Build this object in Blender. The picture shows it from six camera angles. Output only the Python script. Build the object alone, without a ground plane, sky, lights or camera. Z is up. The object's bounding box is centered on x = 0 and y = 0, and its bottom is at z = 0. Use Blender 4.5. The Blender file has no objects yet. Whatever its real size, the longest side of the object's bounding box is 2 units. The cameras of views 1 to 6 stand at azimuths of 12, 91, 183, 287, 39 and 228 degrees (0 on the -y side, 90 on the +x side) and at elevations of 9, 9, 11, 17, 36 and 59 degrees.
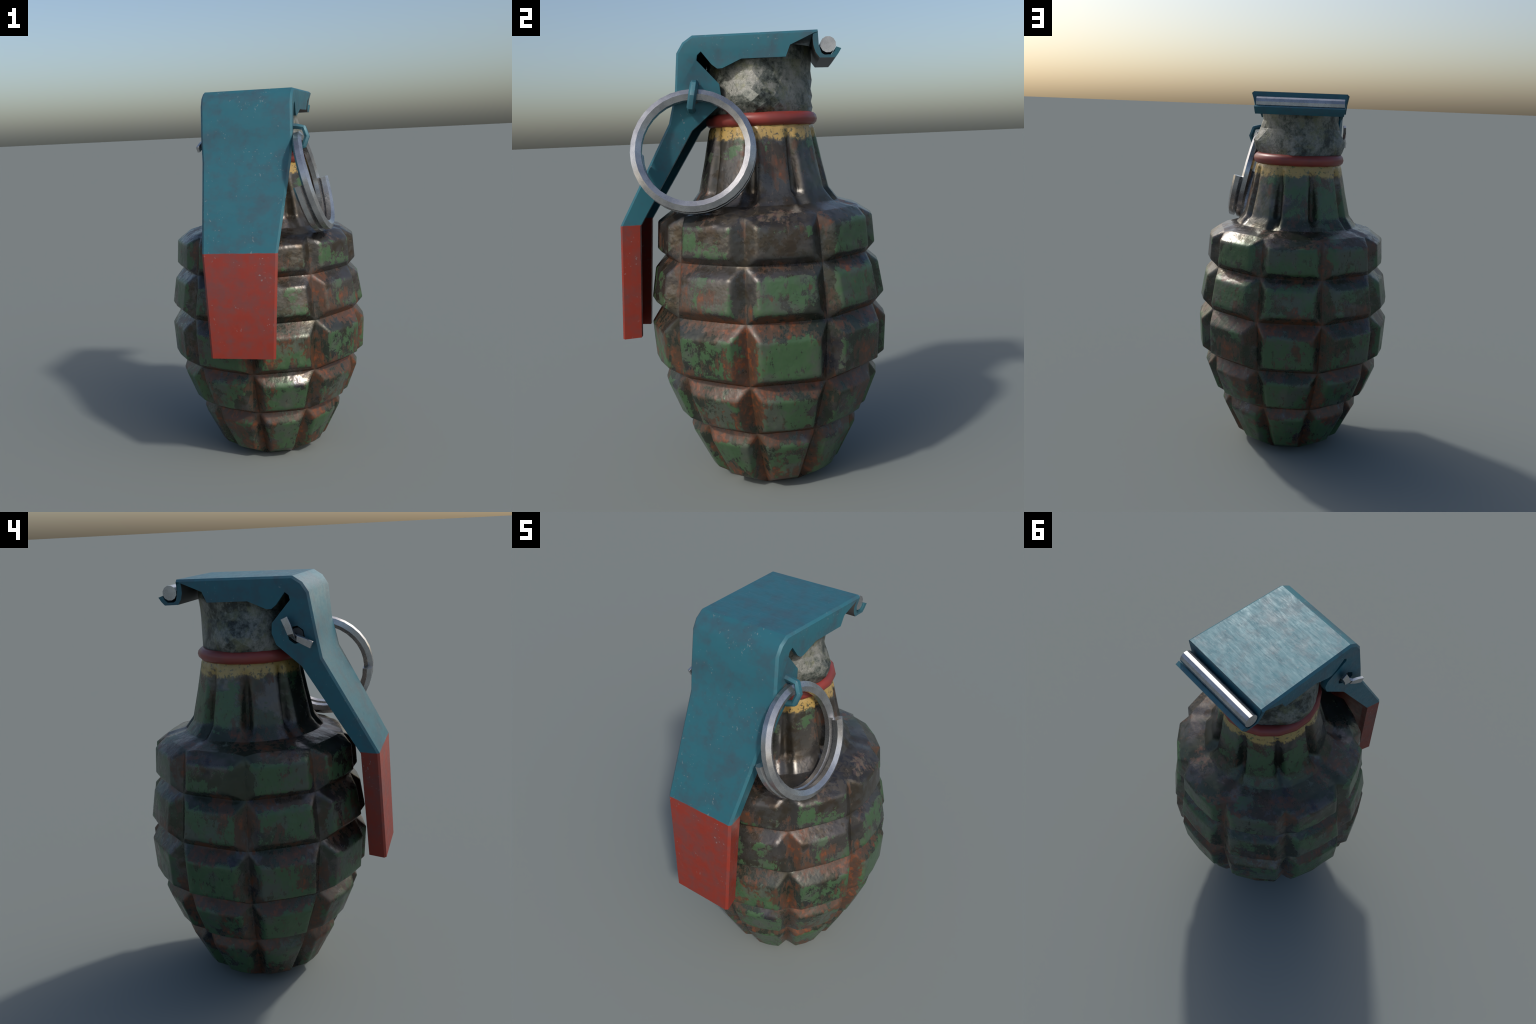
# Weathered segmented hand grenade: cast body, fluted neck, fuze housing,
# painted safety lever, hinge pin, cotter pin with split pull ring.
import bpy, bmesh, math, random
from mathutils import Vector, noise
from mathutils.geometry import tessellate_polygon

AX, AY = -0.0005, 0.066          # vertical axis of the casting
COLUMNS = 9
STEP = 360.0 / COLUMNS
LEVER_X = -0.0040               # the lever's middle plane

# ------------------------------------------------------------------ helpers
def polar(az, r, z):
    """azimuth 0 looks along -y, 90 along +x, about the casting's axis"""
    a = math.radians(az)
    return Vector((AX + r * math.sin(a), AY - r * math.cos(a), z))

def new_object(name, mesh, parent=None, material=None):
    ob = bpy.data.objects.new(name, mesh)
    bpy.context.scene.collection.objects.link(ob)
    if parent:
        ob.parent = parent
    if material:
        mesh.materials.clear()
        mesh.materials.append(material)
    return ob

def mesh_from(name, verts, faces):
    me = bpy.data.meshes.new(name)
    me.from_pydata([tuple(v) for v in verts], [], faces)
    me.validate()
    return me

def fix_normals(me):
    bm = bmesh.new(); bm.from_mesh(me)
    bmesh.ops.remove_doubles(bm, verts=bm.verts, dist=1e-5)
    bmesh.ops.recalc_face_normals(bm, faces=bm.faces)
    bm.to_mesh(me); bm.free()

def apply_modifiers(ob):
    dg = bpy.context.evaluated_depsgraph_get()
    me = bpy.data.meshes.new_from_object(ob.evaluated_get(dg))
    ob.modifiers.clear()
    old = ob.data
    ob.data = me
    bpy.data.meshes.remove(old)
    return me

def bevel(ob, width, segments=2, angle=20):
    m = ob.modifiers.new('bevel', 'BEVEL')
    m.width = width; m.segments = segments
    m.limit_method = 'ANGLE'; m.angle_limit = math.radians(angle)
    m.use_clamp_overlap = True
    return m

def shade(me, angle=None):
    for p in me.polygons:
        p.use_smooth = True
    if angle is not None:
        me.set_sharp_from_angle(angle=math.radians(angle))

def interp(table, t):
    if t <= table[0][0]: return table[0][1]
    for (a, va), (b, vb) in zip(table, table[1:]):
        if t <= b:
            return va + (vb - va) * (t - a) / (b - a)
    return table[-1][1]

# ---------------------------------------------------------------- materials
class Nodes:
    def __init__(self, name):
        self.mat = bpy.data.materials.new(name)
        self.mat.use_nodes = True
        self.t = self.mat.node_tree
        self.t.nodes.clear()
        self.out = self.t.nodes.new('ShaderNodeOutputMaterial')
        self.bsdf = self.t.nodes.new('ShaderNodeBsdfPrincipled')
        self.t.links.new(self.bsdf.outputs[0], self.out.inputs[0])
        self.co = self.t.nodes.new('ShaderNodeTexCoord').outputs['Object']
    def link(self, a, sock):
        if isinstance(a, bpy.types.NodeSocket):
            self.t.links.new(a, sock)
        else:
            sock.default_value = a
    def math(self, op, a, b=0.0, c=0.0, clamp=False):
        n = self.t.nodes.new('ShaderNodeMath'); n.operation = op; n.use_clamp = clamp
        for i, v in enumerate((a, b, c)):
            self.link(v, n.inputs[i])
        return n.outputs[0]
    def mapping(self, scale=(1, 1, 1), loc=(0, 0, 0), rot=(0, 0, 0)):
        n = self.t.nodes.new('ShaderNodeMapping')
        self.link(self.co, n.inputs[0])
        n.inputs['Location'].default_value = loc
        n.inputs['Rotation'].default_value = rot
        n.inputs['Scale'].default_value = scale
        return n.outputs[0]
    def noise(self, scale, detail=4, rough=0.55, vec=None, dist=0.0, loc=None):
        n = self.t.nodes.new('ShaderNodeTexNoise')
        if vec is None:
            vec = self.mapping(loc=loc) if loc else self.co
        self.link(vec, n.inputs['Vector'])
        n.inputs['Scale'].default_value = scale
        n.inputs['Detail'].default_value = detail
        n.inputs['Roughness'].default_value = rough
        n.inputs['Distortion'].default_value = dist
        return n.outputs[0]
    def voronoi(self, scale, vec=None, feature='F1', out='Distance'):
        n = self.t.nodes.new('ShaderNodeTexVoronoi'); n.feature = feature
        self.link(vec if vec is not None else self.co, n.inputs['Vector'])
        n.inputs['Scale'].default_value = scale
        return n.outputs[out]
    def step(self, v, lo, hi, a=0.0, b=1.0):
        n = self.t.nodes.new('ShaderNodeMapRange'); n.clamp = True
        n.interpolation_type = 'SMOOTHSTEP'
        self.link(v, n.inputs['Value'])
        n.inputs['From Min'].default_value = lo; n.inputs['From Max'].default_value = hi
        n.inputs['To Min'].default_value = a; n.inputs['To Max'].default_value = b
        return n.outputs['Result']
    def ramp(self, v, stops, mode='LINEAR'):
        n = self.t.nodes.new('ShaderNodeValToRGB'); n.color_ramp.interpolation = mode
        self.link(v, n.inputs[0])
        e = n.color_ramp.elements
        while len(e) > 1: e.remove(e[-1])
        for i, (p, c) in enumerate(stops):
            if not hasattr(c, '__len__'): c = (c, c, c)
            el = e[0] if i == 0 else e.new(p)
            el.position = p; el.color = (*c, 1)
        return n.outputs[0]
    def mix(self, f, a, b, blend='MIX'):
        n = self.t.nodes.new('ShaderNodeMix'); n.data_type = 'RGBA'; n.blend_type = blend
        col = lambda c: (*c, 1) if isinstance(c, tuple) and len(c) == 3 else c
        self.link(f, n.inputs[0]); self.link(col(a), n.inputs[6]); self.link(col(b), n.inputs[7])
        return n.outputs[2]
    def bump(self, h, strength, dist=0.01, normal=None):
        n = self.t.nodes.new('ShaderNodeBump')
        n.inputs['Strength'].default_value = strength
        n.inputs['Distance'].default_value = dist
        self.link(h, n.inputs['Height'])
        if normal is not None: self.link(normal, n.inputs['Normal'])
        return n.outputs[0]
    def xyz(self):
        n = self.t.nodes.new('ShaderNodeSeparateXYZ'); self.link(self.co, n.inputs[0])
        return n.outputs
    def finish(self, color, rough=0.5, metal=0.0, normal=None, spec=0.5, coat=0.0):
        b = self.bsdf.inputs
        self.link((*color, 1) if isinstance(color, tuple) else color, b['Base Color'])
        self.link(rough, b['Roughness']); self.link(metal, b['Metallic'])
        b['Specular IOR Level'].default_value = spec
        b['Coat Weight'].default_value = coat
        if normal is not None: self.link(normal, b['Normal'])
        return self.mat

GREEN = (0.042, 0.096, 0.040)
STEEL = (0.104, 0.096, 0.090)
INK = (0.042, 0.042, 0.052)
RUST = (0.062, 0.028, 0.014)
BROWN = (0.074, 0.057, 0.043)
ORANGE = (0.175, 0.047, 0.014)
DRAB = (0.050, 0.064, 0.046)
YELLOW = (0.430, 0.290, 0.085)

def body_material():
    g = Nodes('worn_green_cast_iron')
    x, y, z = g.xyz()
    # distance to the nearest upright groove, 0 in it, 1 from the edge of a pad on
    az = g.math('ARCTAN2', g.math('SUBTRACT', x, AX), g.math('SUBTRACT', AY, y))
    turn = g.math('FRACT', g.math('MULTIPLY_ADD', az, COLUMNS / (2 * math.pi), 20.0))
    ga = g.math('MULTIPLY', g.math('MINIMUM', turn, g.math('SUBTRACT', 1.0, turn)), 1.0 / 0.165)
    # the same for the level grooves: pads lie between these heights
    tops = [0.285, 0.53, 0.805, 1.045, 1.255]
    bots = [0.0, 0.305, 0.55, 0.82, 1.06]
    solid = [(0.0, 0.235), (0.338, 0.472), (0.585, 0.742), (0.866, 0.995), (1.088, 1.208)]
    stops = []
    for (lo, hi), b, t in zip(solid, bots, tops):
        if b > 0: stops.append((b / 1.5, 0.0))
        stops.append((lo / 1.5, 1.0)); stops.append((hi / 1.5, 1.0)); stops.append((t / 1.5, 0.0))
    gz = g.ramp(g.math('DIVIDE', z, 1.5), stops)
    pad = g.math('MINIMUM', g.math('MINIMUM', ga, 1.0), gz)
    neck = g.step(z, 1.29, 1.36)
    low = g.step(z, 0.95, 0.45)
    n_big = g.noise(3.4, 3, 0.5, loc=(1.3, 0.4, 2.2))
    n_mid = g.noise(8.0, 6, 0.68, loc=(4.1, 2.0, 0.3))
    n_fine = g.noise(38.0, 5, 0.7, loc=(0.2, 5.0, 1.0))
    streak = g.noise(1.0, 6, 0.66, vec=g.mapping((40, 40, 11), (3, 1, 7)))
    # the right front has been handled down to bare metal
    d = [g.math('MULTIPLY', g.math('SUBTRACT', v, c), f) for v, c, f in ((x, 0.36, 1.75), (y, -0.16, 1.55), (z, 1.20, 1.9))]
    d2 = g.math('MULTIPLY_ADD', d[0], d[0], g.math('MULTIPLY_ADD', d[1], d[1], g.math('MULTIPLY', d[2], d[2])))
    bare = g.step(g.math('MULTIPLY_ADD', g.math('SUBTRACT', n_mid, 0.5), 1.2, d2), 1.15, 0.25)
    # metal: brown-grey to inky blue, with a drab green film where paint has thinned
    col = g.mix(g.math('MULTIPLY', g.step(n_mid, 0.46, 0.66), g.math('SUBTRACT', 1.0, g.math('MULTIPLY', bare, 0.55))), STEEL, INK)
    brown = g.noise(7.0, 6, 0.68, loc=(7, 3, 1))
    col = g.mix(g.step(brown, 0.48, 0.60), col, BROWN)
    film = g.math('MULTIPLY', g.step(g.noise(5.5, 6, 0.66, loc=(9, 1, 4)), 0.42, 0.54), g.math('SUBTRACT', 0.85, g.math('MULTIPLY', bare, 0.7)))
    col = g.mix(film, col, DRAB)
    # rust: brown stain in patches, orange bloom inside it, mostly beside the pads
    patch = g.noise(5.0, 6, 0.64, loc=(5, 8, 2))
    rust_v = g.math('MULTIPLY_ADD', g.math('SUBTRACT', streak, 0.5), 0.60, patch)
    rust_v = g.math('MULTIPLY_ADD', g.math('SUBTRACT', 1.0, pad), 0.10, rust_v)
    rust_v = g.math('MULTIPLY_ADD', low, 0.07, rust_v)
    high = g.step(z, 1.20, 1.27)
    rust_v = g.math('MULTIPLY_ADD', high, -0.10, rust_v)
    rust_v = g.math('MULTIPLY_ADD', bare, -0.01, rust_v)
    rust = g.step(rust_v, 0.545, 0.64)
    col = g.mix(g.math('MULTIPLY', rust, 0.85), col, RUST)
    orange = g.math('MULTIPLY', g.step(rust_v, 0.60, 0.71), g.step(n_fine, 0.47, 0.60))
    col = g.mix(g.math('MULTIPLY', orange, 0.75), col, ORANGE)
    # green paint: whole on many pads, in flakes on the grooves' flanks and the neck
    keep = g.math('MAXIMUM', g.math('MULTIPLY', g.math('SUBTRACT', pad, high), 0.74), g.math('MULTIPLY', high, 0.34))
    keep = g.math('MAXIMUM', keep, g.math('MULTIPLY', neck, 0.60))
    flute = g.math('MULTIPLY', high, g.math('SUBTRACT', 1.0, g.math('MINIMUM', ga, 1.0)))
    keep = g.math('SUBTRACT', keep, g.math('MULTIPLY', flute, 0.55))
    keep = g.math('ADD', keep, g.math('MULTIPLY', g.math('SUBTRACT', n_big, 0.5), 1.7))
    wear = g.noise(8.5, 7, 0.74, loc=(2, 9, 4), dist=0.2)
    keep = g.math('ADD', keep, g.math('MULTIPLY', g.math('SUBTRACT', wear, 0.5), 2.4))
    keep = g.math('SUBTRACT', keep, g.math('MULTIPLY', bare, 0.28))
    keep = g.math('SUBTRACT', keep, g.math('MULTIPLY', rust, 0.22))
    green = g.step(keep, 0.48, 0.62)
    chip = g.math('MULTIPLY', g.step(g.noise(46, 4, 0.65, vec=g.mapping((1, 1, 0.45), (5, 2, 8))), 0.57, 0.63), 0.75)
    green = g.math('MULTIPLY', green, g.math('SUBTRACT', 1.0, chip))
    tone = g.mix(g.step(n_fine, 0.3, 0.7), GREEN, (0.048, 0.100, 0.046))
    tone = g.mix(g.step(g.noise(6, 5, 0.6, loc=(6, 6, 0)), 0.48, 0.62), tone, (0.066, 0.082, 0.062))
    col = g.mix(g.math('MULTIPLY', green, 0.95), col, tone)
    # soot-dark flecks over a tan film on the shoulder
    collar = g.math('MULTIPLY', g.step(z, 1.20, 1.235), g.step(z, 1.32, 1.28))
    side = g.step(g.noise(2.2, 3, 0.5, loc=(0, 2, 5)), 0.50, 0.62)
    collar = g.math('MULTIPLY', collar, g.math('MULTIPLY', side, 0.5))
    flecks = g.mix(g.step(g.noise(1.0, 4, 0.6, vec=g.mapping((30, 30, 30), (6, 6, 6)), dist=0.8), 0.44, 0.54), INK, (0.135, 0.112, 0.086))
    col = g.mix(collar, col, flecks)
    # yellow band round the top of the neck, ragged below and speckled
    edge = g.math('ADD', z, g.math('MULTIPLY', g.math('SUBTRACT', g.noise(18, 5, 0.7, vec=g.mapping((1, 1, 0.35))), 0.5), 0.085))
    yel = g.step(edge, 1.553, 1.570)
    speck = g.step(g.math('MULTIPLY_ADD', g.step(z, 1.60, 1.545), 0.10, g.noise(62, 3, 0.6, loc=(1, 1, 1))), 0.56, 0.66)
    yel = g.math('MULTIPLY', yel, g.math('SUBTRACT', 1.0, g.math('MULTIPLY', speck, 0.8)))
    col = g.mix(g.math('MULTIPLY', yel, 0.92), col, g.mix(n_fine, YELLOW, (0.33, 0.22, 0.075)))
    rough = g.math('ADD', g.math('MULTIPLY_ADD', n_fine, 0.18, 0.15), g.math('MULTIPLY_ADD', rust, 0.16, g.math('MULTIPLY', green, 0.10)))
    metal = g.math('MULTIPLY', g.math('SUBTRACT', 1.0, g.math('MAXIMUM', yel, g.math('MAXIMUM', g.math('MULTIPLY', rust, 1.0), g.math('MULTIPLY', green, 0.8)))), 0.7)
    # cast edges are worn round
    bev = g.t.nodes.new('ShaderNodeBevel'); bev.samples = 6
    bev.inputs['Radius'].default_value = 0.030
    pits = g.math('ADD', g.math('MULTIPLY', streak, 0.5), g.math('MULTIPLY', n_fine, 0.5))
    nrm = g.bump(g.noise(11, 3, 0.5, loc=(3, 2, 1)), 0.22, 0.030, bev.outputs[0])
    nrm = g.bump(pits, 0.14, 0.010, nrm)
    nrm = g.bump(green, 0.10, 0.003, nrm)
    return g.finish(col, rough, metal, nrm)

def lever_material(name, extra):
    g = Nodes(name)
    x, y, z = g.xyz()
    blot = g.noise(6.0, 6, 0.66, loc=(3, 1, 2))
    blot2 = g.noise(17.0, 5, 0.66, loc=(0, 7, 2))
    worn = g.math('MULTIPLY', g.step(g.math('MULTIPLY_ADD', blot2, 0.6, blot), 0.70 - extra, 1.02 - extra), 0.75 + extra)
    dark = g.math('MULTIPLY', g.step(g.noise(26, 5, 0.7, loc=(4, 4, 9)), 0.54, 0.66), worn)
    blue = g.mix(worn, (0.023, 0.122, 0.160), (0.042, 0.084, 0.112))
    blue = g.mix(g.math('MULTIPLY', dark, 0.45), blue, (0.044, 0.052, 0.066))
    red = g.mix(worn, (0.225, 0.026, 0.014), (0.135, 0.044, 0.040))
    red = g.mix(g.math('MULTIPLY', dark, 0.6), red, (0.105, 0.045, 0.050))
    if extra:                                   # cheeks tinted slate below the top, duller red at the end
        cheek = g.step(g.math('MULTIPLY_ADD', blot, 0.25, g.math('MULTIPLY', z, -1.0)), -1.80, -1.66)
        blue = g.mix(g.math('MULTIPLY', cheek, 0.6), blue, (0.052, 0.070, 0.088))
        red = g.mix(0.45, red, (0.110, 0.040, 0.038))
    edge = g.math('MULTIPLY_ADD', g.math('SUBTRACT', g.noise(20, 3), 0.5), 0.006, z)
    col = g.mix(g.step(edge, 1.204, 1.209), red, blue)
    # scattered pale chips
    chips = g.math('MULTIPLY', g.step(g.noise(75, 2, 0.5, loc=(2, 2, 2)), 0.66, 0.72), g.step(g.noise(7, 3, 0.6, loc=(8, 1, 1)), 0.48, 0.60))
    col = g.mix(g.math('MULTIPLY', chips, 0.38), col, (0.28, 0.30, 0.30))
    brush = g.noise(1.0, 6, 0.7, vec=g.mapping((14, 95, 40), (0, 0, 0), (0.2, 0.3, 0.7)), dist=0.9)
    cloud = g.noise(15, 7, 0.76, loc=(1, 6, 3))
    rough = g.math('ADD', g.math('MULTIPLY_ADD', brush, 0.48, 0.06), g.math('MULTIPLY', cloud, 0.36))
    nrm = g.bump(g.math('ADD', g.math('MULTIPLY', brush, 0.4), g.math('MULTIPLY', chips, 0.6)), 0.12, 0.006)
    return g.finish(col, rough, 0.10, nrm, spec=0.42)

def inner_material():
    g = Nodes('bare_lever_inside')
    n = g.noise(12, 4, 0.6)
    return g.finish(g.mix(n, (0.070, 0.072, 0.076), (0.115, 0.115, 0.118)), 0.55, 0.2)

def fuze_material():
    g = Nodes('mottled_grey_fuze_casting')
    cloud = g.noise(7.5, 7, 0.72, loc=(2, 4, 1), dist=0.15)
    fine = g.noise(40, 5, 0.7, loc=(1, 0, 3))
    v = g.math('MULTIPLY_ADD', g.math('SUBTRACT', fine, 0.5), 0.55, cloud)
    col = g.ramp(v, [(0.37, (0.020, 0.023, 0.020)), (0.46, (0.075, 0.086, 0.074)), (0.53, (0.140, 0.146, 0.128)), (0.64, (0.22, 0.22, 0.20))])
    moss = g.step(g.noise(13, 4, 0.6, loc=(6, 2, 9)), 0.52, 0.66)
    col = g.mix(g.math('MULTIPLY', moss, 0.55), col, (0.14, 0.145, 0.07))
    pit = g.step(g.voronoi(26, g.mapping(loc=(3, 3, 3))), 0.06, 0.10)
    col = g.mix(g.math('MULTIPLY', g.math('SUBTRACT', 1.0, pit), 0.7), col, (0.03, 0.03, 0.03))
    nrm = g.bump(g.math('ADD', v, g.math('MULTIPLY', pit, 0.2)), 0.35, 0.02)
    return g.finish(col, g.math('MULTIPLY_ADD', fine, 0.4, 0.25), 0.25, nrm)

def steel_material():
    g = Nodes('dull_zinc_steel')
    n = g.noise(14, 5, 0.6); f = g.noise(60, 3, 0.6, loc=(1, 2, 3))
    col = g.mix(g.step(n, 0.35, 0.65), (0.38, 0.38, 0.39), (0.50, 0.50, 0.505))
    return g.finish(col, g.math('MULTIPLY_ADD', f, 0.12, 0.22), 0.9, g.bump(f, 0.06, 0.004))

def rubber_material():
    g = Nodes('red_rubber')
    n = g.noise(10, 4, 0.6)
    col = g.mix(g.step(n, 0.35, 0.7), (0.235, 0.034, 0.026), (0.180, 0.034, 0.028))
    speck = g.step(g.noise(60, 2, loc=(4, 4, 4)), 0.70, 0.76)
    col = g.mix(g.math('MULTIPLY', speck, 0.4), col, (0.4, 0.2, 0.15))
    return g.finish(col, 0.42, 0.0, g.bump(n, 0.05))

MAT_BODY = body_material()
MAT_LEVER = lever_material('blue_lever_paint_red_end', 0.0)
MAT_ARM = lever_material('slate_tinted_lever_flanges', 0.25)
MAT_INNER = inner_material()
MAT_FUZE = fuze_material()
MAT_STEEL = steel_material()
MAT_RUBBER = rubber_material()

# --------------------------------------------------------------- the thing
grenade = bpy.data.objects.new('hand_grenade', None)
grenade.empty_display_size = 0.3
bpy.context.scene.collection.objects.link(grenade)
grenade['label'] = 'rusty green segmented hand grenade with blue and red lever'
grenade['category'] = 'hand grenade'

# --------------------------------------------------- cast body and its neck
HALF = 13.5                     # half width of a pad, degrees
# where the level grooves cross the upright ones: (radius, height)
CROSSING = [(0.471, 1.050), (0.498, 0.815), (0.472, 0.543), (0.375, 0.300)]
GROOVE_MID = [(0.463, 1.050), (0.489, 0.815), (0.461, 0.543), (0.372, 0.300)]
# how round a pad is: radius on its middle line over radius at its corners
ROUND = [0.990, 0.988, 0.987, 0.998, 1.000]
# pads from the top row down: top edge (r, z), bottom edge (r, z), half width at the bottom
PADS = [((0.492, 1.210), (0.501, 1.086), HALF), ((0.515, 0.999), (0.538, 0.862), HALF),
        ((0.5435, 0.748), (0.534, 0.585), HALF), ((0.496, 0.479), (0.440, 0.336), HALF),
        ((0.391, 0.240), (0.302, 0.061), 10.7)]

def build_body():
    verts, faces, region = [], [], []
    index = {}
    def V(key, az, r, z):
        if key not in index:
            index[key] = len(verts); verts.append(polar(az, r, z))
        return index[key]
    def F(reg, *ids):
        faces.append(ids); region.append(reg)
    NECK, BODY = 0, 1
    # points on the upright groove number k and on the two edges (l, r) of column k
    def groove(k, name, r, z):
        return V((k % COLUMNS, name), (k % COLUMNS) * STEP, r, z)
    def edge(k, side, name, r, z, half=HALF):
        c = (k + 0.5) * STEP
        return V((k, name, side), c + (-half if side == 'l' else half), r, z)
    base = V('base', 0, 0.0, 0.0)
    crown = V('crown', 0, 0.0, 1.63)
    for k in range(COLUMNS):
        gl = lambda n, r, z: groove(k, n, r, z)
        gr = lambda n, r, z: groove(k + 1, n, r, z)
        el = lambda n, r, z, h=HALF: edge(k, 'l', n, r, z, h)
        er = lambda n, r, z, h=HALF: edge(k, 'r', n, r, z, h)
        def mid_of(name, r, z, f):
            return V((k, name, 'm'), (k + 0.5) * STEP, r * f, z)
        def band(reg, a, fa, b, fb, ha=HALF, hb=HALF):
            """two quads between level lines a (above) and b (below) of this column"""
            la, ma, ra = el(*a, ha), mid_of(*a, fa), er(*a, ha)
            lb, mb, rb_ = el(*b, hb), mid_of(*b, fb), er(*b, hb)
            F(reg, la, ma, mb, lb); F(reg, ma, ra, rb_, mb)
        def seg(row): return 2 + row * COLUMNS + k
        # ---- neck: flat staves between V flutes
        top = ('top', 0.226, 1.63)
        shoulder = ('neck_top', 0.2400, 1.604)
        mid = ('neck_mid', 0.2690, 1.462)
        foot = ('neck_foot', 0.2980, 1.336)
        skirt = ('skirt', 0.339, 1.282)
        rim = ('rim', 0.428, 1.256)
        rows = [top, shoulder, mid, foot, skirt]
        flute = [('top', 0.226, 1.63), ('neck_top', 0.233, 1.604), ('flute_high', 0.222, 1.545),
                 ('flute_low', 0.238, 1.338), ('tip', 0.327, 1.278)]
        for a, b in zip(rows, rows[1:]):
            band(NECK, a, 0.992, b, 0.992)
        F(NECK, crown, er(*top), mid_of(*top, 0.992)); F(NECK, crown, mid_of(*top, 0.992), el(*top)); F(NECK, crown, el(*top), gl(*top)); F(NECK, crown, gr(*top), er(*top))
        for g_, e_, flip in ((gl, el, False), (gr, er, True)):
            polys = [(g_(*flute[0]), e_(*top), e_(*shoulder), g_(*flute[1])),
                     (g_(*flute[1]), e_(*shoulder), e_(*mid), g_(*flute[2])),
                     (g_(*flute[2]), e_(*mid), e_(*foot), g_(*flute[3])),
                     (g_(*flute[3]), e_(*foot), e_(*skirt), g_(*flute[4]))]
            for p in polys:
                F(NECK, *(p[::-1] if flip else p))
        # ---- shoulder
        apex = ('apex', 0.441, 1.246)
        band(BODY, skirt, 0.990, rim, 0.986)
        F(BODY, gl('tip', 0.327, 1.278), el(*skirt), el(*rim), gl(*apex))
        F(BODY, er(*skirt), gr('tip', 0.327, 1.278), gr(*apex), er(*rim))
        # ---- five rows of raised segments
        for row, ((rt, zt), (rb, zb), hb) in enumerate(PADS):
            s = seg(row)
            pt, pb = f'pt{row}', f'pb{row}'
            A, B = el(pt, rt, zt), er(pt, rt, zt)
            D, C = el(pb, rb, zb, hb), er(pb, rb, zb, hb)
            rd = ROUND[row]
            band(s, (pt, rt, zt), rd, (pb, rb, zb), rd, HALF, hb)
            # above the pad
            if row == 0:
                band(s, rim, 0.986, (pt, rt, zt), rd)
                dent = ('dent', 0.457, 1.189)
                F(s, gl(*apex), el(*rim), A); F(s, gl(*apex), A, gl(*dent))
                F(s, er(*rim), gr(*apex), B); F(s, B, gr(*apex), gr(*dent))
                tl, tr = gl(*dent), gr(*dent)
            else:
                r0, z0 = CROSSING[row - 1]; rm, zm = GROOVE_MID[row - 1]
                tl, tr = gl(f'x{row-1}', r0, z0), gr(f'x{row-1}', r0, z0)
                ml, mr = el(f'm{row-1}', rm, zm), er(f'm{row-1}', rm, zm)
                band(s, (f'm{row-1}', rm, zm), 0.975, (pt, rt, zt), rd); F(s, tl, ml, A); F(s, mr, tr, B)
            # below it
            if row < 4:
                r0, z0 = CROSSING[row]; rm, zm = GROOVE_MID[row]
                bl, br = gl(f'x{row}', r0, z0), gr(f'x{row}', r0, z0)
                ml, mr = el(f'm{row}', rm, zm), er(f'm{row}', rm, zm)
                band(s, (pb, rb, zb), rd, (f'm{row}', rm, zm), 0.975); F(s, D, ml, bl); F(s, mr, C, br)
            else:
                bl, br = gl('low', 0.248, 0.064), gr('low', 0.248, 0.064)
                fl, fr = gl('foot', 0.200, 0.0), gr('foot', 0.200, 0.0)
                M = mid_of(pb, rb, zb, rd)
                F(s, D, M, fl); F(s, M, fr, fl); F(s, M, C, fr); F(s, D, fl, bl); F(s, C, br, fr)
                F(BODY, fl, fr, base)
            F(s, tl, A, D, bl); F(s, B, tr, br, C)
    me = mesh_from('body_whole', verts, faces)
    for p, r in zip(me.polygons, region):
        p.material_index = r
    for i in range(2 + 5 * COLUMNS):
        me.materials.append(MAT_BODY)
    fix_normals(me)
    whole = new_object('body_whole', me)
    bevel(whole, 0.005, 2, 10)
    wn = whole.modifiers.new('weighted', 'WEIGHTED_NORMAL')
    wn.keep_sharp = False; wn.weight = 60
    for p in me.polygons: p.use_smooth = True
    me = apply_modifiers(whole)
    corner = [Vector(c.vector) for c in me.corner_normals]
    names = {0: 'neck', 1: 'body'}
    groups = {}
    for p in me.polygons:
        groups.setdefault(p.material_index, []).append(p)
    made = {}
    for reg in sorted(groups):
        polys = groups[reg]
        remap, vs, fs, ns = {}, [], [], []
        for p in polys:
            ids = []
            for li in p.loop_indices:
                vi = me.loops[li].vertex_index
                if vi not in remap:
                    remap[vi] = len(vs); vs.append(me.vertices[vi].co.copy())
                ids.append(remap[vi]); ns.append(corner[li])
            fs.append(ids)
        nm = names.get(reg, 'segment')
        part = bpy.data.meshes.new(nm)
        part.from_pydata(vs, [], fs)
        for p in part.polygons: p.use_smooth = True
        part.normals_split_custom_set([tuple(n) for n in ns])
        made[reg] = new_object(nm, part, None, MAT_BODY)
    bpy.data.objects.remove(whole)
    body = made[1]; body.parent = grenade
    made[0].parent = grenade
    for reg, ob in made.items():
        if reg > 1: ob.parent = body
    return body

body = build_body()

# ------------------------------------------------------------ rubber gasket
def build_gasket():
    n, m = 18, 12
    verts, faces = [], []
    for i in range(n):
        for j in range(m):
            t = 2 * math.pi * j / m
            verts.append(polar(i * 360 / n, 0.2245 + 0.0285 * math.cos(t), 1.6445 + 0.0300 * math.sin(t)))
    for i in range(n):
        for j in range(m):
            a, b = (i + 1) % n, (j + 1) % m
            faces.append((i * m + j, a * m + j, a * m + b, i * m + b))
    me = mesh_from('gasket', verts, faces); fix_normals(me)
    ob = new_object('gasket', me, grenade, MAT_RUBBER)
    shade(me)
    return ob
build_gasket()

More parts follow.
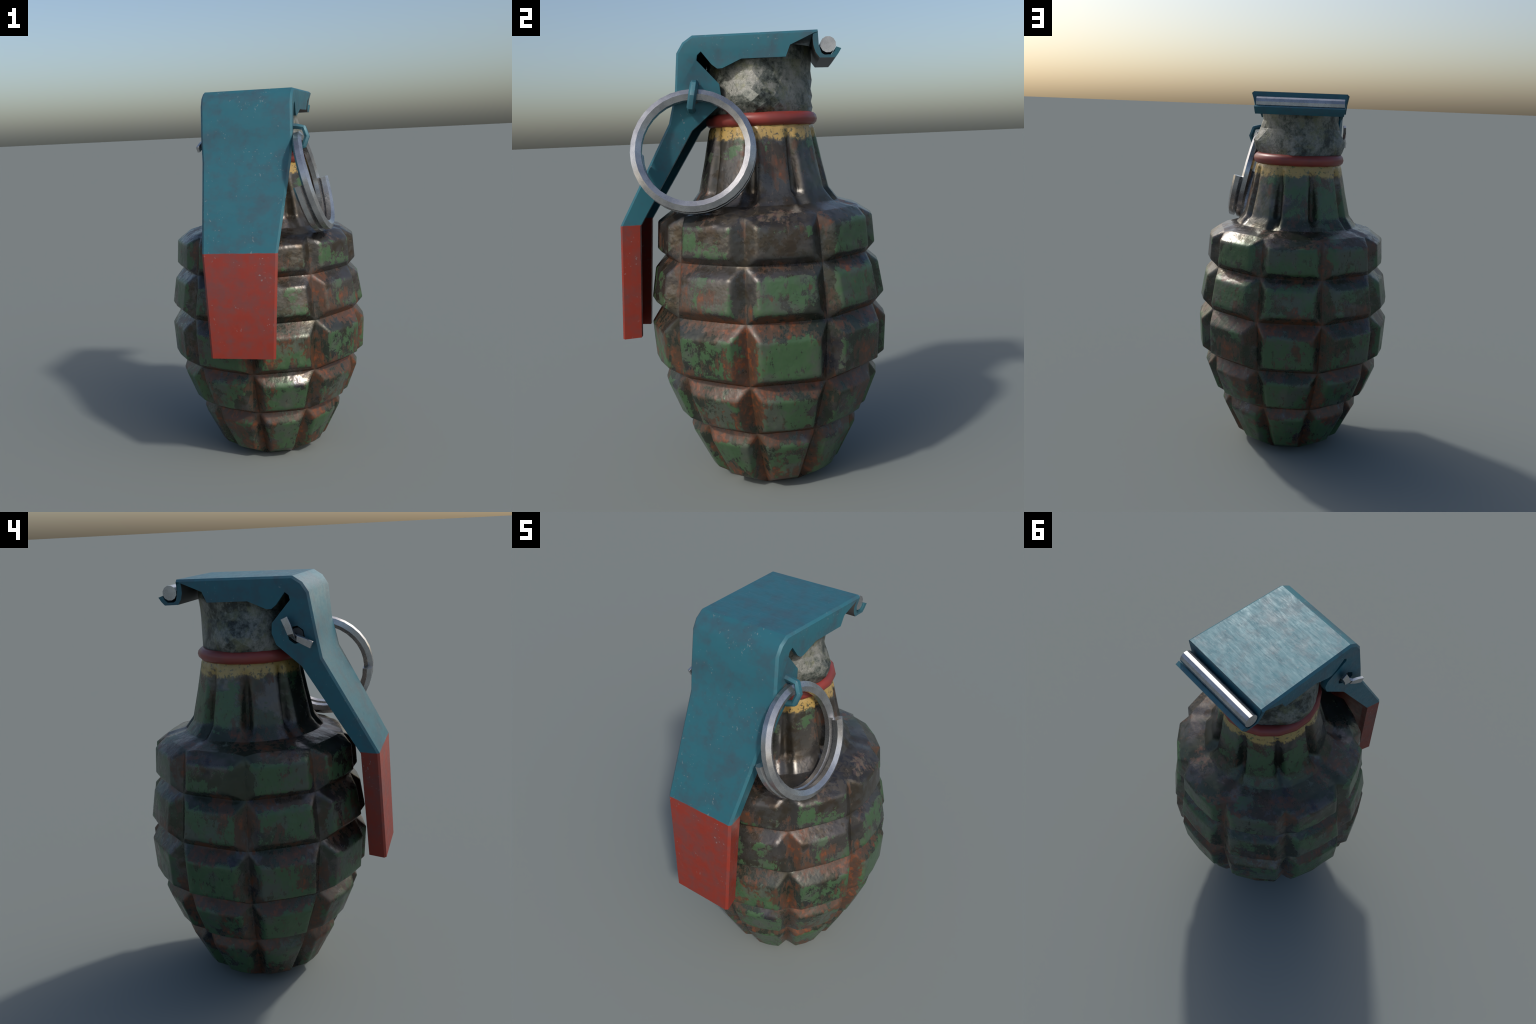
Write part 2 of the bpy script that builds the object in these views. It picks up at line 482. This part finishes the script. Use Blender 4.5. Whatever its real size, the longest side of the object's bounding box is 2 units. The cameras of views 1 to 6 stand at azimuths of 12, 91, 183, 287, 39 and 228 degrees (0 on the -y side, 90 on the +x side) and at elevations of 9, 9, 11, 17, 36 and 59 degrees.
# ------------------------------------------------------------ fuze housing
def fuze_radius(az, z):
    a = math.radians(az)
    side = abs(math.sin(a))                 # 1 on the +-x flanks
    # rounded block: deep front to back, narrow across
    hx, hy = 0.209, 0.2345
    # waisted behind on the right, fuller on the left, blunt under the lever
    if 90 <= az % 360 < 180:
        p = interp([(1.83, 1.52), (1.89, 1.9)], z)
    elif 180 <= az % 360 < 270:
        p = interp([(1.83, 1.70), (1.89, 2.1)], z)
    else:
        p = 2.2
    r = (abs(math.sin(a) / hx) ** p + abs(math.cos(a) / hy) ** p) ** (-1 / p)
    r = min(r, 0.2345) if math.cos(a) < 0 else r
    # a knobbly boss low on either flank
    off = (az % 180) - 92
    boss = math.exp(-(off / 30) ** 2) * math.exp(-((z - 1.728) / 0.062) ** 2)
    r += 0.046 * boss - (0.004 * side if 90 < az % 360 < 180 else -0.004 * side ** 3)
    lump = noise.noise(Vector((math.sin(a) * 2.4, math.cos(a) * 2.4, z * 9)))
    r += 0.012 * lump * side ** 2 * (1 if z < 1.86 else 0.3)
    return r

def build_fuze():
    n = 24
    levels = [1.640, 1.668, 1.690, 1.715, 1.742, 1.775, 1.812, 1.850, 1.905, 1.955]
    verts, faces = [], []
    for li, z in enumerate(levels):
        for i in range(n):
            az = i * 360 / n + (7.5 if li % 2 else 0) * (1 if 0 < li < 8 else 0)
            dz = 0.010 * noise.noise(Vector((az * 0.07, z * 12, 3.3))) if 0 < li < 8 else 0
            r = fuze_radius(az, z + dz)
            if li == 0: r = min(r, 0.236)
            verts.append(polar(az, r, z + dz))
    for l in range(len(levels) - 1):
        for i in range(n):
            j = (i + 1) % n
            faces.append((l * n + i, l * n + j, (l + 1) * n + j, (l + 1) * n + i))
    faces.append(tuple(range(n))[::-1])
    faces.append(tuple((len(levels) - 1) * n + i for i in range(n)))
    me = mesh_from('fuze_housing', verts, faces)
    bm = bmesh.new(); bm.from_mesh(me)
    bmesh.ops.triangulate(bm, faces=[f for f in bm.faces if len(f.verts) == 4])
    bm.to_mesh(me); bm.free()
    fix_normals(me)
    ob = new_object('fuze_housing', me, grenade, MAT_FUZE)
    shade(me, 11)
    return ob
build_fuze()

# ------------------------------------------------------------ safety lever
SHEET = 0.018
CH = 0.010
# outer line of the lever seen from the side (y, z) and half width there
LINE = [((0.3205, 2.0000), 0.2435), ((-0.2045, 2.0000), 0.2290), ((-0.2470, 1.9725), 0.2280),
        ((-0.2745, 1.9300), 0.2270), ((-0.2900, 1.7690), 0.2255), ((-0.3240, 1.6400), 0.2190),
        ((-0.5705, 1.2060), 0.1785), ((-0.5995, 0.6870), 0.1525)]
TWIST = {4: (-0.0150, -0.008), 5: (-0.003, 0.006)}    # the left edge stands further forward at the upper bend

def side_line(side):
    pts = []
    for k, (p, _) in enumerate(LINE):
        dy, dz = TWIST.get(k, (0, 0)) if side < 0 else (0, 0)
        pts.append(Vector((p[0] + dy, p[1] + dz)))
    return pts

def offset_line(d, side):
    pts = side_line(side)
    out = []
    for i, p in enumerate(pts):
        dirs = []
        if i > 0: dirs.append((p - pts[i - 1]).normalized())
        if i < len(pts) - 1: dirs.append((pts[i + 1] - p).normalized())
        ns = [Vector((-q.y, q.x)) for q in dirs]      # left of travel = inward
        n = sum(ns, Vector((0, 0))).normalized()
        out.append(p + n * (d / n.dot(ns[0])))
    return out

def closest(p, a, b):
    t = max(0, min(1, (p - a).dot(b - a) / (b - a).length_squared))
    return (a + (b - a) * t - p).length

def half_width(y, z):
    """width of the lever beside a point of its side profile"""
    best = None
    p = Vector((y, z))
    for (a, wa), (b, wb) in zip(LINE, LINE[1:]):
        a, b = Vector(a), Vector(b)
        t = max(0, min(1, (p - a).dot(b - a) / (b - a).length_squared))
        d = (a + (b - a) * t - p).length
        if best is None or d < best[0]:
            best = (d, wa + (wb - wa) * t)
    return best[1]

# inner outline of a side flange, from the back of the top plate to the lower end
FLANGE = [(0.3080, 1.9875), (0.2045, 1.9434), (0.1850, 1.8960), (-0.0010, 1.8970), (-0.0840, 1.8612),
          (-0.1055, 1.8608), (-0.1285, 1.8790), (-0.1700, 1.9330), (-0.1870, 1.9188), (-0.1910, 1.8980),
          (-0.1015, 1.7980), (-0.0968, 1.7520), (-0.1150, 1.7010), (-0.2300, 1.6060), (-0.4845, 1.2000),
          (-0.5165, 0.6885)]

def build_lever():
    verts, faces = [], []
    # web: plate with chamfered long edges
    ln = {sd: [offset_line(d, sd) for d in (0, CH, SHEET)] for sd in (-1, 1)}
    sect = []
    for k, (p, w) in enumerate(LINE):
        ow = w + CH + 0.001
        ids = []
        for x, sd, q in ((-ow, -1, 1), (-w, -1, 0), (w, 1, 0), (ow, 1, 1), (ow - SHEET * 0.6, 1, 2), (-ow + SHEET * 0.6, -1, 2)):
            pt = ln[sd][q][k]
            ids.append(len(verts)); verts.append((LEVER_X + x, pt.x, pt.y))
        sect.append(ids)
    bare = []
    for a, b in zip(sect, sect[1:]):
        for j in range(6):
            k = (j + 1) % 6
            faces.append((a[j], a[k], b[k], b[j])); bare.append(1 if j == 4 else 0)
    bare += [0, 0]
    faces.append(tuple(sect[0][::-1])); faces.append(tuple(sect[-1]))
    web = mesh_from('lever_web', verts, faces)
    for p, m in zip(web.polygons, bare): p.material_index = m
    fix_normals(web)
    bm_all = bmesh.new(); bm_all.from_mesh(web); bpy.data.meshes.remove(web)
    # side flanges; the left one has an eight-sided hole for the cotter pin
    lean = [(0.68, 0.26), (1.58, 0.24), (1.72, 0.17), (1.86, 0.09), (2.0, 0.06)]
    for side in (1, -1):
        c = ln[side][1]
        outline = [tuple(q) for q in c] + list(reversed(FLANGE))
        loops = [outline]
        if side < 0:
            loops.append([(-0.2115 + 0.041 * math.cos(math.radians(k * 45 + 12)),
                           1.747 + 0.041 * math.sin(math.radians(k * 45 + 12))) for k in range(8)])
        tris = tessellate_polygon([[Vector((y, z, 0)) for y, z in lp] for lp in loops])
        flat = [p for lp in loops for p in lp]
        fv, ff = [], []
        for layer in (0, 1):
            for y, z in flat:
                q = Vector((y, z))
                depth = min(closest(q, a, b) for a, b in zip(c, c[1:]))
                x = half_width(y, z) + CH + 0.001 - interp(lean, z) * depth - layer * (SHEET if z > 1.86 else 0.034)
                fv.append((LEVER_X + side * x, y, z))
        n = len(flat)
        for t in tris:
            ff.append(tuple(t)); ff.append(tuple(i + n for i in reversed(t)))
        start = 0
        for lp in loops:
            m = len(lp)
            for i in range(m):
                a, b = start + i, start + (i + 1) % m
                ff.append((a, b, b + n, a + n))
            start += m
        tmp = mesh_from('flange', fv, ff)
        for i, p in enumerate(tmp.polygons):
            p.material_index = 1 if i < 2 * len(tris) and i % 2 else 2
        bm = bmesh.new(); bm.from_mesh(tmp); bmesh.ops.recalc_face_normals(bm, faces=bm.faces); bm.to_mesh(tmp); bm.free()
        bm_all.from_mesh(tmp); bpy.data.meshes.remove(tmp)
    me = bpy.data.meshes.new('safety_lever'); bm_all.to_mesh(me); bm_all.free()
    ob = new_object('safety_lever', me, grenade, MAT_LEVER)
    me.materials.append(MAT_INNER); me.materials.append(MAT_ARM)
    shade(me, 32)
    # rolled hook at the back, holding the hinge pin
    hook = [(0.3205, 2.0000), (0.3240, 1.9400), (0.3355, 1.9060), (0.3480, 1.8990), (0.3760, 1.8990), (0.3900, 1.9120), (0.3970, 1.9300),
            (0.4180, 1.9225), (0.4060, 1.9030), (0.3910, 1.8865), (0.3270, 1.8880), (0.3105, 1.9110),
            (0.3015, 1.9400), (0.2990, 1.9660), (0.3000, 1.9825)]
    wtab = [(1.885, 0.2290), (1.930, 0.2340), (1.9895, 0.2535), (2.0, 0.2435)]
    hv, hf = [], []
    n = len(hook)
    prof = []
    for i, (y, z) in enumerate(hook):
        prof.append((y, z))
        if i == 0: prof.append((0.3210, 1.9895))
    n = len(prof)
    for s in (-1, 1):
        for y, z in prof:
            hv.append((LEVER_X + s * (interp(wtab, z) - 0.0005), y + 0.0005, z - 0.0006))
    for i in range(n):
        j = (i + 1) % n
        hf.append((i, j, n + j, n + i))
    hf.append(tuple(range(n))[::-1]); hf.append(tuple(range(n, 2 * n)))
    hm = mesh_from('lever_hook', hv, hf); fix_normals(hm)
    h = new_object('lever_hook', hm, ob, MAT_LEVER)
    hm.materials.append(MAT_INNER)
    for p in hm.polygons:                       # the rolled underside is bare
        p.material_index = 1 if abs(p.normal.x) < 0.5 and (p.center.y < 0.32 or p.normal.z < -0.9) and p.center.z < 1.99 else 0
    shade(hm, 28)
    return ob
lever = build_lever()

# --------------------------------------------------------------- hinge pin
def build_hinge_pin():
    n = 12; r = 0.0335
    verts, faces = [], []
    for x in (-0.2345, 0.2205):
        for k in range(n):
            t = 2 * math.pi * k / n + 0.26
            verts.append((x, 0.3640 + r * math.cos(t), 1.9408 + r * math.sin(t)))
    for k in range(n):
        j = (k + 1) % n
        faces.append((k, j, n + j, n + k))
    faces.append(tuple(range(n))[::-1]); faces.append(tuple(range(n, 2 * n)))
    me = mesh_from('hinge_pin', verts, faces); fix_normals(me)
    ob = new_object('hinge_pin', me, grenade, MAT_STEEL)
    shade(me, 16)
    return ob
build_hinge_pin()

# ------------------------------------------------------ sweep along a path
def sweep(name, path, section, up_of, caps=True):
    """section: list of (u, v); up_of(i) gives the two axes at path point i"""
    verts, faces = [], []
    m = len(section)
    for i, p in enumerate(path):
        a, b = up_of(i)
        for u, v in section:
            verts.append(p + a * u + b * v)
    for i in range(len(path) - 1):
        for j in range(m):
            k = (j + 1) % m
            faces.append((i * m + j, i * m + k, (i + 1) * m + k, (i + 1) * m + j))
    if caps:
        faces.append(tuple(range(m))[::-1])
        faces.append(tuple((len(path) - 1) * m + j for j in range(m)))
    me = mesh_from(name, verts, faces); fix_normals(me)
    return me

# ---------------------------------------------------------- split pull ring
def build_ring():
    centre = Vector((0.3100, -0.2140, 1.5215))
    tilt = math.radians(14.5)
    axis = Vector((math.cos(tilt), 0, math.sin(tilt)))      # coil axis
    down = Vector((math.sin(tilt), 0, -math.cos(tilt)))     # towards the bottom of the ring
    fwd = Vector((0, -1, 0))
    R, pitch, turns = 0.2400, 0.0455, 1.5
    steps = 54
    path, frames = [], []
    for i in range(steps + 1):
        t = i / steps * turns * 2 * math.pi                 # starts at the front, goes under
        rad = fwd * math.cos(t) + down * math.sin(t)
        path.append(centre + rad * R + axis * (pitch * turns * (i / steps - 0.5)))
        frames.append((rad, axis))
    rho = 0.0262                                            # six-sided wire, an edge along the axis
    sect = [(rho * math.sin(k * math.pi / 3), 0.94 * rho * math.cos(k * math.pi / 3)) for k in range(6)]
    me = sweep('pull_ring', path, sect, lambda i: frames[i])
    ob = new_object('pull_ring', me, grenade, MAT_STEEL)
    shade(me, 16)
    return ob
build_ring()

# --------------------------------------------------------------- cotter pin
def build_cotter():
    # eye on the right: a bent rod through which the ring runs
    pts = [Vector(p) for p in ((0.195, -0.2050, 1.8080), (0.2430, -0.2040, 1.8040), (0.2790, -0.2010, 1.7960),
                               (0.2960, -0.2085, 1.7510), (0.2790, -0.2200, 1.7030), (0.2430, -0.2220, 1.6930), (0.195, -0.2220, 1.6930))]
    side = Vector((0, 1, -0.12)).normalized()
    frames = []
    for i in range(len(pts)):
        d = (pts[min(i + 1, len(pts) - 1)] - pts[max(i - 1, 0)]).normalized()
        a = d.cross(side).normalized()
        frames.append((a, side))
    r = 0.0180
    sect = [(r * 0.85 * math.cos(k * math.pi / 3 + math.pi / 6), r * math.sin(k * math.pi / 3 + math.pi / 6)) for k in range(6)]
    me = sweep('cotter_pin', pts, sect, lambda i: frames[i])
    eye = new_object('cotter_pin', me, grenade, MAT_LEVER)
    bevel(eye, 0.0012, 1, 25); me = apply_modifiers(eye); shade(me, 25)
    shaft = [Vector((x, -0.212, 1.747)) for x in (-0.212, 0.225)]
    sm = sweep('cotter_shaft', shaft, [(0.030 * math.cos(k * math.pi / 5), 0.030 * math.sin(k * math.pi / 5)) for k in range(10)],
               lambda i: (Vector((0, 1, 0)), Vector((0, 0, 1))))
    shade(sm, 40)
    new_object('cotter_shaft', sm, eye, MAT_INNER)
    # two flat legs spread on the left after leaving the hole
    def leg(path, wide):
        path = [Vector(p) for p in path]; wide = Vector(wide).normalized()
        fr = []
        for i in range(len(path)):
            d = (path[min(i + 1, len(path) - 1)] - path[max(i - 1, 0)]).normalized()
            b = (wide - d * wide.dot(d)).normalized()
            fr.append((d.cross(b).normalized(), b))
        t, h = 0.0075, 0.0155
        m = sweep('cotter_leg', path, [(-t, -h), (t, -h), (t, h), (-t, h)], lambda i: fr[i])
        ob = new_object('cotter_leg', m, eye, MAT_STEEL)
        bevel(ob, 0.0012, 1, 25); m = apply_modifiers(ob); shade(m, 25)
    leg([(-0.205, -0.2020, 1.7400), (-0.238, -0.2000, 1.7420), (-0.2550, -0.1950, 1.7560), (-0.2560, -0.1820, 1.7900), (-0.2540, -0.1660, 1.8240)], (0, 1, 0.42))
    leg([(-0.205, -0.2140, 1.7440), (-0.238, -0.2170, 1.7420), (-0.2530, -0.2240, 1.7370), (-0.2580, -0.2520, 1.7240), (-0.2630, -0.2880, 1.7080)], (0, 0.42, 1))
    return eye
build_cotter()
